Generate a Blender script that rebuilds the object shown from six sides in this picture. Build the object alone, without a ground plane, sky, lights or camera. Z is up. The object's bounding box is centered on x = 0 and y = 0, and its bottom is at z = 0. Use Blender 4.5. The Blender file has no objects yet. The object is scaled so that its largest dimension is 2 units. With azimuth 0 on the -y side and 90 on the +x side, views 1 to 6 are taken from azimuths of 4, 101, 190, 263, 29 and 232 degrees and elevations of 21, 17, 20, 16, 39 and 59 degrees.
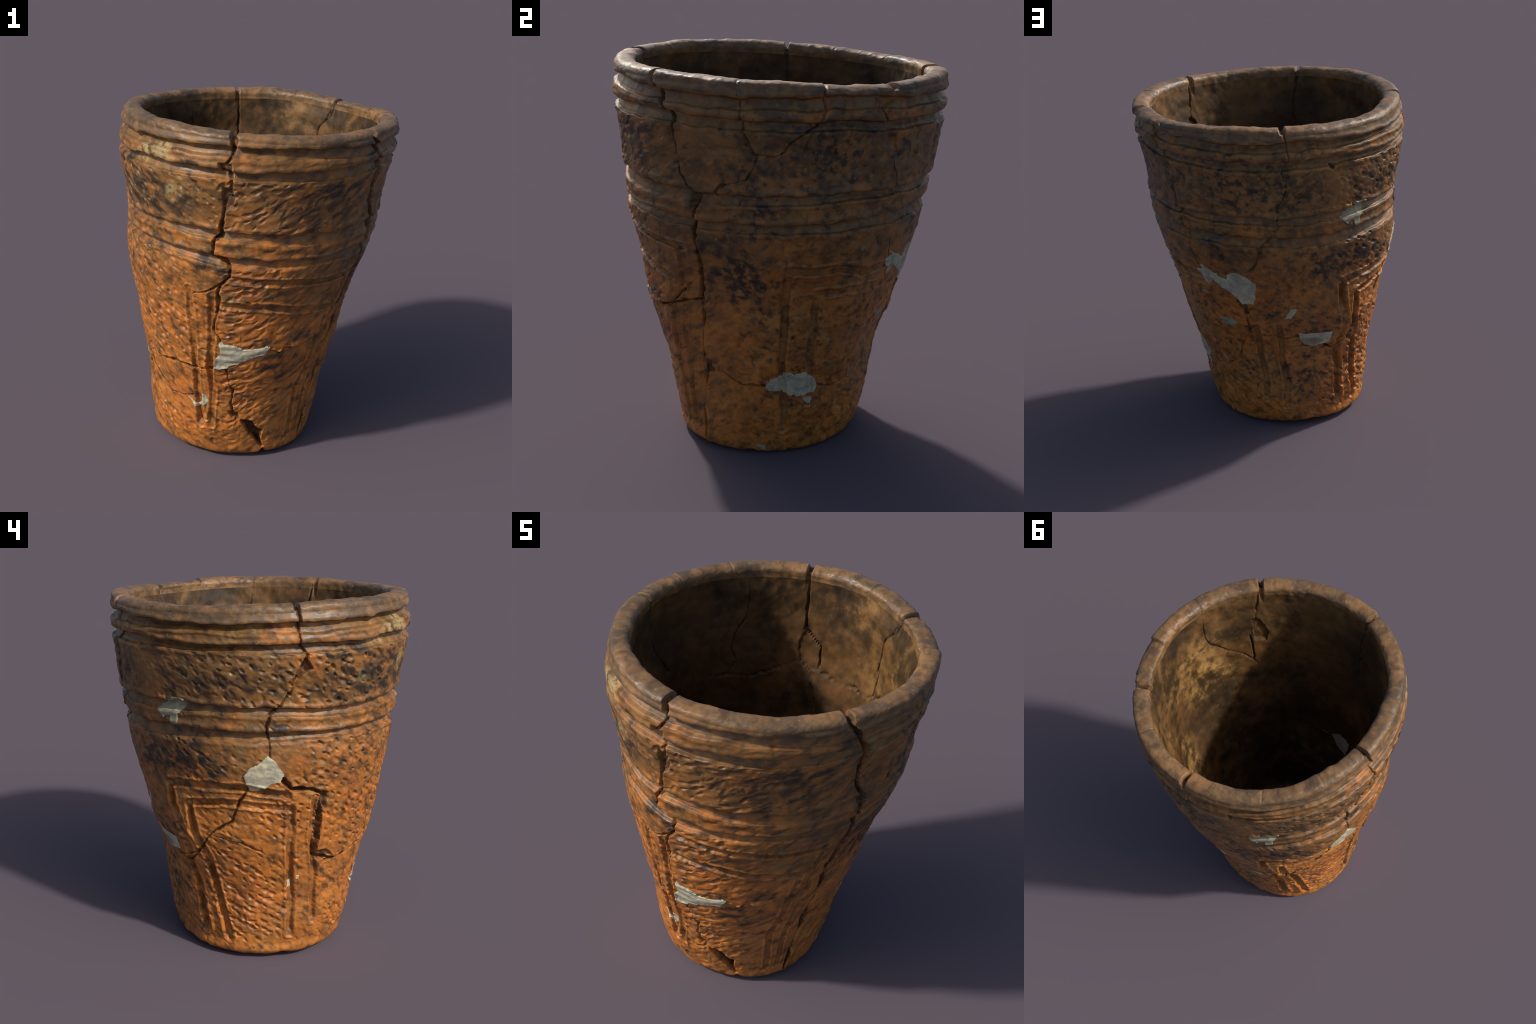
"""A tall ancient earthenware beaker, cord-marked, broken and glued together again.

The pot is one continuous skin of revolution-like rings (underside, outer wall,
rolled lip, inner wall, floor).  Fine relief - grooves, cord dimples, cracks,
chips, plaster fills - is worked into that skin by rule, and the skin is then cut
into named parts whose border vertices coincide.
Azimuth 0 looks along -y, 90 along +x; heights in metres.
"""
import bpy, math
import numpy as np

rng = np.random.default_rng(20240611)
TAU = 2 * math.pi

# ------------------------------------------------------------------ profile
# height fraction, mean radius, then oval terms: cos1 sin1 cos2 sin2 cos3 sin3
RINGS = [
    (0.00, .430, .070, -.060, .000, .000, .000, .005),
    (.015, .457, .077, -.085, -.001, .002, -.001, .005),
    (.050, .475, .074, -.085, .002, -.002, -.002, .002),
    (.12, .504, .069, -.080, .005, -.005, -.002, .000),
    (.20, .524, .064, -.073, .008, -.005, .001, .001),
    (.28, .558, .064, -.063, .008, -.006, .005, .003),
    (.36, .599, .053, -.058, .013, -.005, .006, .003),
    (.44, .634, .041, -.056, .018, -.004, .007, .002),
    (.52, .675, .031, -.053, .016, -.001, .007, .001),
    (.60, .715, .023, -.041, .014, .003, .009, .001),
    (.68, .734, .016, -.022, .016, .007, .009, -.004),
    (.76, .754, .008, -.020, .020, .010, .006, -.008),
    (.84, .777, .008, -.026, .016, .010, .004, -.010),
    (.92, .792, .007, -.013, .016, .007, .004, -.009),
    (.97, .790, -.002, -.002, .018, .005, .003, -.007),
    (1.0, .782, -.007, .004, .021, .004, .002, -.006),
]
RT = np.array([r[0] for r in RINGS])
RC = np.array([r[1:] for r in RINGS])
RIM = (1.945, .041, -.008, -.005, -.002, -.003, -.003)      # height of the lip


# sags and swellings of the wall: azimuth, its reach, height, its reach, outward amount
DENTS = [(225, 24, 1.48, .30, -.032), (228, 14, 1.10, .12, -.014), (226, 22, .74, .20, .036), (56, 9, .85, .75, -.010), (48, 12, 1.72, .18, -.003),
         (68, 10, 1.60, .25, -.006), (135, 22, .45, .22, -.012), (162, 12, .62, .14, -.014), (172, 13, 1.72, .18, .016), (148, 14, 1.52, .13, .013),
         (10, 34, .80, .18, .012), (340, 12, .75, .25, .008), (303, 16, 1.05, .32, .010),
         (85, 40, 1.95, .18, .010), (325, 45, 1.95, .18, -.008)]


def fourier(phi, coef):
    s = coef[0] * np.ones_like(phi)
    for k in range(1, (len(coef) - 1) // 2 + 1):
        s = s + coef[2 * k - 1] * np.cos(k * phi) + coef[2 * k] * np.sin(k * phi)
    return s


def rim_height(phi):
    d = np.degrees(phi)
    lift = .012 * np.exp(-(((d - 350 + 180) % 360 - 180) / 26) ** 2) + .016 * np.exp(-((d - 170) / 26) ** 2) - .004 * np.exp(-((d - 85) / 30) ** 2)
    return fourier(phi, RIM) + .003 + lift


def smooth_ring(t):
    """Ring terms at height fraction t by Catmull-Rom through RINGS."""
    t = np.clip(np.asarray(t, float), 0, 1)
    i = np.clip(np.searchsorted(RT, t) - 1, 0, len(RT) - 2)
    h = RT[i + 1] - RT[i]
    w = ((t - RT[i]) / h)[..., None]
    slope = np.gradient(RC, RT, axis=0)
    a, b, ma, mb = RC[i], RC[i + 1], slope[i] * h[..., None], slope[i + 1] * h[..., None]
    return (2 * w**3 - 3 * w**2 + 1) * a + (w**3 - 2 * w**2 + w) * ma + (3 * w**2 - 2 * w**3) * b + (w**3 - w**2) * mb


def wall_radius(phi, z):
    c = smooth_ring(z / rim_height(phi))
    s = c[..., 0]
    for k in (1, 2, 3):
        s = s + c[..., 2 * k - 1] * np.cos(k * phi) + c[..., 2 * k] * np.sin(k * phi)
    deg = np.degrees(phi)
    for a, wa, zc, wz, dr in DENTS:
        da = (deg - a + 180) % 360 - 180
        s = s + dr * np.exp(-(da / wa) ** 2 - ((z - zc) / wz) ** 2)
    return s


# ------------------------------------------------------------------ helpers
def smoothstep(a, b, x):
    t = np.clip((x - a) / (b - a), 0, 1)
    return t * t * (3 - 2 * t)


def ring_noise(phi, z, nphi, dz, seed):
    """Smooth value noise, periodic round the pot. -1..1"""
    g = np.random.default_rng(seed)
    nz = int(2.4 / dz) + 4
    L = g.uniform(-1, 1, (nz, nphi))
    u = (phi / TAU % 1) * nphi
    v = (z + .2) / dz + 1
    i = np.floor(u).astype(int); j = np.clip(np.floor(v).astype(int), 0, nz - 2)
    fu = u - i; fv = np.clip(v - j, 0, 1)
    fu = fu * fu * (3 - 2 * fu); fv = fv * fv * (3 - 2 * fv)
    i0, i1 = i % nphi, (i + 1) % nphi
    return (L[j, i0] * (1 - fu) + L[j, i1] * fu) * (1 - fv) + (L[j + 1, i0] * (1 - fu) + L[j + 1, i1] * fu) * fv


def fbm(phi, z, n, dz, seed, octaves=3):
    s, a = 0, 1.0
    for o in range(octaves):
        s = s + a * ring_noise(phi, z, int(n * 2**o), dz / 2**o, seed + 17 * o)
        a *= .5
    return s / (2 - .5**(octaves - 1))


def round_curve(values, phi):
    """Closed smooth curve through values spaced evenly round the pot."""
    v = np.array(values); n = len(v)
    u = (phi / TAU % 1) * n
    i = np.floor(u).astype(int); f = u - i
    p0, p1, p2, p3 = v[(i - 1) % n], v[i % n], v[(i + 1) % n], v[(i + 2) % n]
    return p1 + .5 * f * (p2 - p0 + f * (2 * p0 - 5 * p1 + 4 * p2 - p3 + f * (3 * (p1 - p2) + p3 - p0)))


# ------------------------------------------------------------------ the skin grid
NA = 1080                                     # columns round the pot
phi1 = np.arange(NA) / NA * TAU
rimz = rim_height(phi1)
LIP_DROP, LIP_THICK, FLOOR = .034, .101, .138

# ---- outer wall rows
NO = 700
row_t = np.concatenate([np.linspace(0, .02, 14)[:-1], np.linspace(.02, 1, NO - 13)])
PHI = np.broadcast_to(phi1, (NO, NA)).copy()
Z = row_t[:, None] * (rimz - LIP_DROP)[None, :]
R = wall_radius(PHI, Z)
R_METRIC = R.copy()

# grooves that run round the pot: upper and lower edge every 30 degrees
GROOVES = [
    ((1.930, 1.918, 1.893, 1.875, 1.878, 1.850, 1.842, 1.850, 1.850, 1.876, 1.900, 1.925),
     (1.875, 1.860, 1.835, 1.820, 1.815, 1.795, 1.788, 1.795, 1.815, 1.825, 1.850, 1.876)),
    ((1.805, 1.805, 1.800, 1.780, 1.765, 1.745, 1.745, 1.755, 1.755, 1.776, 1.795, 1.815),
     (1.757, 1.745, 1.745, 1.732, 1.720, 1.695, 1.690, 1.705, 1.718, 1.730, 1.742, 1.756)),
    ((1.470, 1.460, 1.445, 1.438, 1.440, 1.435, 1.432, 1.435, 1.450, 1.459, 1.457, 1.484),
     (1.420, 1.390, 1.385, 1.388, 1.400, 1.395, 1.386, 1.380, 1.402, 1.412, 1.408, 1.435)),
    ((1.330, 1.315, 1.310, 1.302, 1.306, 1.318, 1.320, 1.308, 1.325, 1.331, 1.335, 1.350),
     (1.275, 1.280, 1.260, 1.258, 1.258, 1.256, 1.254, 1.240, 1.268, 1.280, 1.296, 1.302)),
]
groove_mask = np.zeros_like(R); groove_core = np.zeros_like(R)
relief = np.zeros_like(R)                     # positive = outward
for gi, (top, bot) in enumerate(GROOVES):
    wob = .006 * fbm(phi1, np.full(NA, .3 * gi), 40, .5, 300 + gi)
    zt = round_curve(top, phi1) + wob
    zb = round_curve(bot, phi1) + .006 * fbm(phi1, np.full(NA, .3 * gi + 1), 34, .5, 320 + gi)
    depth = round_curve((.025, .021, .016, .017, .020, .022, .023, .023, .023, .025, .025, .025), phi1)
    depth = (1.62 if gi < 2 else 1.34) * depth * (1 + .25 * fbm(phi1, np.full(NA, gi * .4), 26, .5, 340 + gi))
    u = (zt[None] - Z) / (zt - zb)[None] + .12 * ring_noise(PHI, Z, 70, .06, 350 + gi) + .04 * ring_noise(PHI, Z, 200, .03, 360 + gi)
    fall = smoothstep(-.06, .12, u)
    rise = 1 - .45 * smoothstep(.20, .92, u) - .55 * smoothstep(.86, 1.03, u)
    m = fall * rise
    relief -= depth[None] * m
    groove_mask = np.maximum(groove_mask, smoothstep(-.05, .1, u) * (1 - smoothstep(.95, 1.15, u)))
    groove_core = np.maximum(groove_core, smoothstep(.0, .12, u) * (1 - smoothstep(.78, .95, u)))
    # bulge of the clay pushed up along both edges
    relief += .006 * np.exp(-((u + .30) / .28) ** 2) + .004 * np.exp(-((u - 1.28) / .22) ** 2)


def azi(a):
    return math.radians(a)


def windowed(points, reach):
    """Row and column index window of the grid that holds a polyline, plus reach."""
    pz = [p[1] for p in points]
    az = np.unwrap(np.radians([p[0] for p in points]))
    r = .6
    r0 = np.searchsorted(row_t, max(0, (min(pz) - reach) / 1.98)) ; r1 = np.searchsorted(row_t, min(1, (max(pz) + reach) / 1.82))
    rr = float(R_METRIC[max(r0, 0)].min())
    da = reach / max(rr, .3)
    c0 = int(math.floor((az.min() - da) / TAU * NA)); c1 = int(math.ceil((az.max() + da) / TAU * NA))
    cols = np.arange(c0, c1 + 1)
    return slice(max(0, r0 - 1), min(NO, r1 + 1)), cols, az


def line_distance(points, reach, jag=0.0, seed=0):
    """Signed distance (metres on the wall) to a polyline, in its window; also fraction along."""
    rows, cols, az = windowed(points, reach)
    ph = (cols / NA * TAU)[None, :]
    zz = Z[rows][:, cols % NA]
    rm = R_METRIC[rows][:, cols % NA]
    pj = np.broadcast_to(ph, zz.shape)
    if jag:
        pj = pj + jag / rm * (fbm(pj, zz, 60, .07, seed, 3) + .25 * ring_noise(pj, zz, 420, .010, seed + 5))
        zz = zz + jag * (fbm(pj, zz, 60, .07, seed + 9, 3) + .25 * ring_noise(pj, zz, 420, .010, seed + 7))
    best = np.full(zz.shape, 9.0); sign = np.ones(zz.shape); along = np.zeros(zz.shape)
    n = len(points)
    for k in range(n - 1):
        ax, bx = az[k], az[k + 1]; ay, by = points[k][1], points[k + 1][1]
        px, py = (pj - ax) * rm, zz - ay
        dx, dy = (bx - ax) * rm, by - ay
        L2 = dx * dx + dy * dy + 1e-9
        t = np.clip((px * dx + py * dy) / L2, 0, 1)
        d = np.hypot(px - t * dx, py - t * dy)
        nearer = d < best
        best = np.where(nearer, d, best)
        sign = np.where(nearer, np.sign(py * dx - px * dy + 1e-12), sign)
        along = np.where(nearer, (k + t) / (n - 1), along)
    return rows, cols % NA, best, sign, along


# ---- upright and level strokes of the incised frames: points, half width, depth
STROKES = [
    # frame on the left side
    ([(225, .99), (226, .89), (230, .75), (232, .64), (231, .50), (235, .41), (237, .28), (240, .14)], 0.026, 0.032),
    ([(235, .90), (237, .74), (242, .62), (246, .44), (250, .28), (255, .12)], 0.024, 0.032),
    ([(226, 1.00), (239, 1.02), (260, 1.03), (279, .99)], 0.022, 0.025),
    ([(236, .91), (251, .94), (263, .93), (281, .91)], 0.020, 0.021),
    ([(281, .92), (283, .65), (286, .43), (288, .15)], 0.022, 0.021),
    ([(291, .97), (293, .72), (298, .52), (299, .37), (300, .22)], 0.020, 0.018),
    # frame on the front
    ([(337, 1.12), (338, .92), (338, .73), (337, .50), (338, .35), (338, .22)], 0.020, 0.019),
    ([(347, 1.10), (347, .95), (347, .80), (345, .62), (346, .45), (344, .22)], 0.019, 0.019),
    ([(354, 1.21), (6, 1.20), (17, 1.19), (42, 1.15), (58, 1.14)], 0.020, 0.018),
    ([(352, 1.05), (9, 1.04), (29, 1.00), (46, .96)], 0.020, 0.016),
    ([(46, .96), (42, .80), (39, .62), (34, .47), (33, .33), (33, .12)], .018, .011),
    ([(55, 1.12), (52, .95), (49, .75), (44, .50), (41, .30), (40, .12)], .016, .011),
    # faint frame on the shaded right side
    ([(104, 1.06), (103, .80), (102, .62), (102, .47), (104, .32), (103, .15)], .022, .016),
    ([(118, .94), (118, .75), (118, .61), (120, .48), (121, .30)], .022, .015),
    ([(104, 1.07), (116, 1.06), (126, 1.07), (139, 1.03), (152, 1.03)], .022, .016),
    ([(119, .94), (133, .94), (152, .93)], .021, .014),
    # faint frame at the back
    ([(181, .72), (182, .50), (185, .37), (185, .20)], 0.020, 0.014),
    ([(194, .72), (197, .47), (200, .33), (201, .15)], 0.020, 0.014),
]
stroke_mask = np.zeros_like(R)
for k, (pts, w, dep) in enumerate(STROKES):
    rows, cols, d, sg, al = line_distance(pts, .06, .007, 900 + k)
    ends = smoothstep(0, .04, al) * (1 - smoothstep(.96, 1, al)) * .6 + .4
    prof = (1 - smoothstep(.58 * w, .96 * w, d)) * (1 + .3 * ring_noise(PHI[rows][:, cols], Z[rows][:, cols], 90, .05, 930 + k))
    prof = prof * np.clip(.88 + 1.0 * fbm(PHI[rows][:, cols], Z[rows][:, cols], 22, .16, 960 + k, 2), .25, 1.1)      # worn away in places
    relief[rows, cols] = relief[rows, cols] - dep * prof * ends + .005 * np.exp(-((d - 1.35 * w) / (.3 * w)) ** 2)
    stroke_mask[rows, cols] = np.maximum(stroke_mask[rows, cols], prof)

# ---- plaster fills: outline corners
FILLS = [
    [(347, .63), (348, .69), (351, .745), (350, .81), (355, .80), (1, .775), (8, .79), (13, .78), (11, .735), (3, .71), (359, .68), (353, .635)],
    [(330.5, .385), (335, .358), (338, .368), (340, .43), (342, .42), (342.5, .385), (338, .348), (335, .338)],
    [(260, 1.10), (262, 1.14), (265, 1.16), (269, 1.21), (272, 1.18), (276, 1.11), (275, 1.07), (271, 1.06), (266, 1.01), (263, 1.01), (261, 1.05)],
    [(92, .42), (95, .45), (102, .47), (104, .50), (110, .485), (117, .485), (123, .45), (126, .40), (124, .36), (115, .34), (109, .36), (99, .38), (94, .39)],
    [(117, .33), (123, .33), (124, .29), (120, .30)],
    [(153, 1.10), (159, 1.065), (167, 1.03), (169, 1.07), (173, 1.08), (177, 1.06), (183, 1.02), (182, .98), (181, .96), (181, .89), (174, .87), (171, .92), (166, .96), (161, 1.00), (157, 1.03)],
    [(151, 1.06), (157, 1.07), (160, 1.03), (156, .97), (152, 1.02)],
    [(204, .68), (207, .68), (216, .67), (224, .665), (224, .59), (219, .58), (210, .61), (206, .63)],
    [(199, .85), (202, .85), (200, .78), (197, .79)],
    [(162, .75), (166, .76), (170, .71), (165, .71)],
    [(221, 1.38), (223, 1.42), (229, 1.46), (234, 1.455), (234, 1.42), (232, 1.38), (231, 1.325), (228.5, 1.33), (227, 1.37), (224, 1.35)],
    [(205, .64), (214, .65), (219, .62), (217, .575), (209, .59)],
    [(149, .45), (151, .46), (154, .41), (152, .39)],
    [(83, .055), (90, .055), (88, .02)],
    [(157, .76), (163, .75), (166, .70), (160, .71)],
    [(283.6, .475), (285.6, .48), (286, .445), (284, .44)],
    [(288, .515), (290, .515), (290, .485), (288.2, .485)],
]


def inside(points, jag, seed):
    rows, cols, az = windowed(points, .05)
    ph = np.broadcast_to((np.arange(len(cols)) + round(0))[None, :], (1, len(cols)))
    c0 = int(math.floor((az.min() - .05 / max(float(R_METRIC[rows].min()), .3)) / TAU * NA))
    pj = np.broadcast_to(((c0 + np.arange(len(cols))) / NA * TAU)[None, :], (Z[rows].shape[0], len(cols)))
    zz = Z[rows][:, cols % NA]
    rm = R_METRIC[rows][:, cols % NA]
    x = pj + jag / rm * fbm(pj, zz, 90, .045, seed, 3)
    y = zz + jag * fbm(pj, zz, 90, .045, seed + 3, 3)
    n = len(points); odd = np.zeros(x.shape, bool); dist = np.full(x.shape, 9.0)
    for k in range(n):
        x0, x1 = az[k], az[(k + 1) % n]; y0, y1 = points[k][1], points[(k + 1) % n][1]
        cross = ((y0 > y) != (y1 > y)) & (x < (x1 - x0) * (y - y0) / (y1 - y0 + 1e-12) + x0)
        odd ^= cross
        px, py, dx, dy = (x - x0) * rm, y - y0, (x1 - x0) * rm, y1 - y0
        t = np.clip((px * dx + py * dy) / (dx * dx + dy * dy + 1e-9), 0, 1)
        dist = np.minimum(dist, np.hypot(px - t * dx, py - t * dy))
    return rows, cols % NA, odd, np.where(odd, -dist, dist)


fill_id = np.zeros(R.shape, int)
for k, pts in enumerate(FILLS):
    rows, cols, odd, sd = inside(pts, .005 if k == 2 else .013, 500 + k)
    ix = np.ix_(np.arange(NO)[rows], cols)
    fill_id[ix] = np.where(odd, k + 1, fill_id[ix])
filled = fill_id > 0

# ---- cord impressions: lattices of pressed dimples, by zone round the wall
zt4 = round_curve(GROOVES[3][1], phi1)
zt3 = round_curve(GROOVES[2][0], phi1)
zb2 = round_curve(GROOVES[1][1], phi1)
wall_mask = (1 - groove_mask) * (1 - .85 * stroke_mask)
dimple = np.zeros_like(R)
WARP1 = ring_noise(PHI, Z, 210, .017, 401); WARP2 = ring_noise(PHI, Z, 190, .019, 402)
WORN = fbm(PHI, Z, 22, .18, 403, 3)


def press(a_deg, z, length, width, tilt, depth):
    col = a_deg / 360 * NA
    row = int(np.searchsorted(Z[:, int(col) % NA], z))
    if row < 20 or row >= NO - 4:
        return
    r = R_METRIC[min(row, NO - 1), int(col) % NA]
    hc = int(length * 1.15 / (r * TAU / NA)) + 2; hr = int(length * 1.1 / .0027) + 2
    rows = np.arange(max(0, row - hr), min(NO, row + hr)); cols = np.arange(int(col) - hc, int(col) + hc + 1)
    x = ((cols - col) * TAU / NA * r)[None, :]; y = Z[np.ix_(rows, cols % NA)] - z
    ct, st = math.cos(tilt), math.sin(tilt)
    u = (x * ct + y * st) / length; v = (-x * st + y * ct) / width
    v = v - .30 * u * u + .14 * WARP1[np.ix_(rows, cols % NA)]
    u = u + .14 * WARP2[np.ix_(rows, cols % NA)]
    q = u * u + v * v
    bowl = np.clip(1 - q, 0, 1) ** 1.25 * (1 + .55 * v)          # steepest at its upper edge
    ix = np.ix_(rows, cols % NA)
    dimple[ix] = np.maximum(dimple[ix], depth * bowl)


def zone_strength(a, z):
    a = a % 360
    if 212 <= a <= 352:
        s = min(1, (a - 212) / 16) * (1 if a < 300 else .70)
        if a < 226 and z < 1.0: s *= .35
        return s, 'dots'
    if a > 352 or a < 68:
        return (1 if a > 352 else max(.35, 1 - a / 85)), 'dashes'
    return .22, 'worn'


step, rowgap = .047, .040
for i in range(-80, 160):
    for j in range(-70, 110):
        u = i * step + (j % 2) * step * .45; v = j * rowgap
        ca, sa = math.cos(math.radians(33)), math.sin(math.radians(33))
        s = u * ca - v * sa; z = u * sa + v * ca
        jx, jz, jd, jt, jl, keep = rng.normal(0, .0062), rng.normal(0, .0058), rng.uniform(.25, 1.25), rng.normal(0, .28), rng.uniform(.62, 1.35), rng.random()
        a = math.degrees((s + jx) / .66); z += jz
        if not (0 <= a < 360) or z < .10 or z > 1.80 or keep < .13:
            continue
        strength, kind = zone_strength(a, z)
        if kind == 'dots':
            press(a, z, .0245 * jl, .0138 * jl, math.radians(-36) + jt, .0125 * jd * strength)
        elif kind == 'dashes':
            press(a, z, .031 * jl, .0140 * jl, math.radians(27) + jt * 1.6, .0105 * jd * strength)
        else:
            press(a, z, .024 * jl, .014 * jl, math.radians(-30) + jt * 2, .0120 * jd * strength)

# low bands between grooves carry only faint marks
band = ((Z > round_curve(GROOVES[2][1], phi1)[None] - .08) & (Z < zt3[None])) | (Z > zb2[None] + 0)
dimple *= wall_mask * np.where(band, .22, 1) * (1 - filled) * np.clip(.95 + 1.5 * WORN, .12, 1.3)
relief -= dimple

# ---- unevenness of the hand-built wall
lump = .0060 * fbm(PHI, Z, 26, .16, 11, 3) + .0030 * fbm(PHI, Z, 85, .045, 12, 2)
# pared facets: sheared, ridged noise with crisp creases
facet = np.abs(fbm(PHI + .35 * Z, Z, 40, .09, 14, 3))
lump = lump - .0050 * np.clip(.35 - facet, 0, 1) / .35 * (1 - filled)
rough = .0008 * fbm(PHI, Z, 330, .011, 13, 2)
front = np.exp(-(((np.degrees(PHI) - 20 + 180) % 360 - 180) / 38) ** 2)
streak = fbm(PHI - (Z * .75 / .66) * .0, Z * 1.0, 120, .03, 21, 2)
ca, sa = math.cos(math.radians(27)), math.sin(math.radians(27))
streak = ring_noise(PHI * ca + Z / .68 * sa, Z * ca - PHI * .68 * sa + 2.0 - 2.2 * np.floor((Z * ca - PHI * .68 * sa + 2.0) / 2.2), 44, .026, 31)
lump = lump * np.where(band, .6, 1) * (1 - .45 * groove_mask - .35 * stroke_mask * (1 - groove_mask)) * (1 - .35 * np.clip(dimple / .006, 0, 1)) * np.where((PHI > azi(215)) | (PHI < azi(60)), .75, 1)
relief += (lump + rough * (.7 - .6 * groove_mask)) * np.where(filled, .8, 1)
relief += .0025 * streak * front * wall_mask * (~filled) * (Z < 1.73) * (1 - .6 * band)
# plaster: slightly proud, trowelled
relief += np.where(filled, .002 + .0065 * fbm(PHI, Z, 60, .05, 61, 3) + np.where(fill_id == 1, .006 * ring_noise(PHI, Z, 40, .022, 64), 0), 0)

# ---- cracks: points, half width, depth, step (right-hand sherd proud by this much)
CRACKS = [
    ([(355, 1.99), (355.5, 1.94), (355, 1.88), (352.5, 1.82), (354.5, 1.80), (355.5, 1.75), (355, 1.69), (353, 1.61), (352, 1.54), (351, 1.44), (348.5, 1.42), (348, 1.34), (353, 1.31), (355, 1.27), (355, 1.22), (351, 1.17), (350, 1.12), (350, 1.06), (349, .98), (348, .89), (351, .81)], 0.009, 0.03, 0.01),
    ([(353, .63), (354, .53), (356, .48), (355, .39), (356, .34), (358, .28)], 0.006, 0.024, 0.004),
    ([(303, .57), (309, .58), (320, .595), (326, .61), (336, .61), (346, .62)], .0075, .026, .008),
    ([(12, .775), (19, .74), (21, .77), (36, .77), (46, .85), (56, .95)], 0.004, 0.014, 0.008),
    ([(340, 1.10), (346, 1.12), (350, 1.16)], 0.005, 0.014, 0.006),
    ([(320, .38), (327, .385), (334, .41)], 0.005, 0.014, 0.008),
    ([(337, .33), (338, .25)], 0.004, 0.012, 0),
    ([(54.6, 1.99), (55, 1.93), (59, 1.86), (60, 1.82), (63, 1.77), (62, 1.68), (62, 1.58), (63, 1.52), (66, 1.46), (70, 1.42), (67, 1.34)], .006, .026, .012),
    ([(67, 1.36), (66, 1.22), (65, 1.13), (63, 1.00), (61, .88)], .0082, .028, .011),
    ([(61, .88), (60, .77), (57, .64), (55, .55), (54, .42), (50, .30), (48, .17), (45, .03)], .0074, .026, .009),
    ([(24, .76), (30, .77), (47, .83), (50, .85), (61, .87)], 0.005, 0.018, 0.022),
    ([(57, .50), (62, .485), (67, .47), (77, .415), (93, .42)], 0.005, 0.018, 0.01),
    ([(126, .40), (138, .37), (147, .38), (158, .42), (166, .46)], 0.004, 0.012, 0),
    ([(141, 1.97), (139, 1.91), (136, 1.86), (135, 1.82), (137, 1.77), (140, 1.70), (145, 1.62), (144.5, 1.54), (146, 1.48), (147, 1.36), (149, 1.24), (149, 1.17), (151, 1.11), (153, 1.06)], .0036, .013, -.007),
    ([(172, .89), (175, .83), (176, .74), (177, .67)], 0.006, 0.02, 0.004),
    ([(194.7, 1.97), (195, 1.89), (196, 1.84), (197, 1.74), (194, 1.69), (196, 1.61), (195, 1.55), (193, 1.50), (192.5, 1.43), (192, 1.35), (190, 1.30), (185, 1.25), (184, 1.18), (182, 1.13), (178, 1.09)], .0027, .010, -.010),
    ([(168, .71), (176, .715), (179, .685), (187, .66), (191, .67), (197, .635), (204, .665)], 0.0036, 0.012, 0.004),
    ([(222, .57), (227, .54), (231, .54), (237, .60)], 0.007, 0.022, 0),
    ([(176, .67), (168, .55), (165, .47), (155, .40), (148, .37)], 0.0036, 0.01, 0),
    ([(276.9, 1.99), (278, 1.90), (278, 1.82), (279, 1.77), (281, 1.73), (281, 1.69), (280, 1.64), (278, 1.58), (276, 1.53), (273, 1.47), (269, 1.42), (268, 1.36), (269, 1.31), (270, 1.20)], .0042, .017, .006),
    ([(276, 1.08), (280, 1.03), (289, 1.025), (294, .99), (294, .94), (295, .82), (295.5, .76), (296, .625), (301, .605), (310, .575), (315, .59), (326, .61)], 0.0105, 0.036, 0.01),
    ([(262, 1.02), (259, .96), (255, .83), (247, .755), (243, .70), (237, .61), (231, .58), (220, .55)], 0.0055, 0.018, 0.004),
    ([(246, .74), (254, .71), (260, .71), (265, .68), (270, .66)], 0.004, 0.01, 0.005),
    ([(114.8, 1.96), (114, 1.88), (115, 1.83), (113, 1.76), (109, 1.73), (104, 1.68), (102, 1.645), (98, 1.615), (92, 1.63), (90, 1.69), (88.5, 1.75), (88, 1.83), (87, 1.90), (87, 1.97)], .0034, .012, -.007),
    ([(93, 1.62), (92, 1.57), (89, 1.51), (79, 1.48), (77, 1.44)], 0.0045, 0.014, 0.006),
    ([(111, 1.73), (109, 1.67), (108, 1.62)], 0.0036, 0.01, 0),
    ([(60, 1.70), (62, 1.62), (66, 1.54)], 0.0036, 0.01, 0),
]
crack = np.zeros_like(R)
for k, (pts, w, dep, side) in enumerate(CRACKS):
    rows, cols, d, sg, al = line_distance(pts, .16, .0065, 700 + 31 * k)
    ix = (rows, cols)
    vary = np.clip(1 + .75 * ring_noise(PHI[rows][:, cols], Z[rows][:, cols], 60, .09, 40 + k) + .45 * ring_noise(PHI[rows][:, cols], Z[rows][:, cols], 170, .04, 41 + k), .8 if w >= .0080 else .25, 2)
    cut = dep * np.clip(vary, .3, 1.15) * np.clip(1.3 - d / (w * np.clip(vary, .6, 2)), 0, 1) ** .8
    keep = (~filled[rows][:, cols])
    crack[rows, cols] = np.maximum(crack[rows, cols], cut * keep)
    fade = np.minimum(smoothstep(0, .08, al), 1 - smoothstep(.92, 1, al))
    if pts[0][1] > 1.9: fade = 1 - smoothstep(.92, 1, al)
    relief[rows, cols] += side * sg * .5 * np.exp(-(d / .055) ** 2) * fade * (d > 0)

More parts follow.
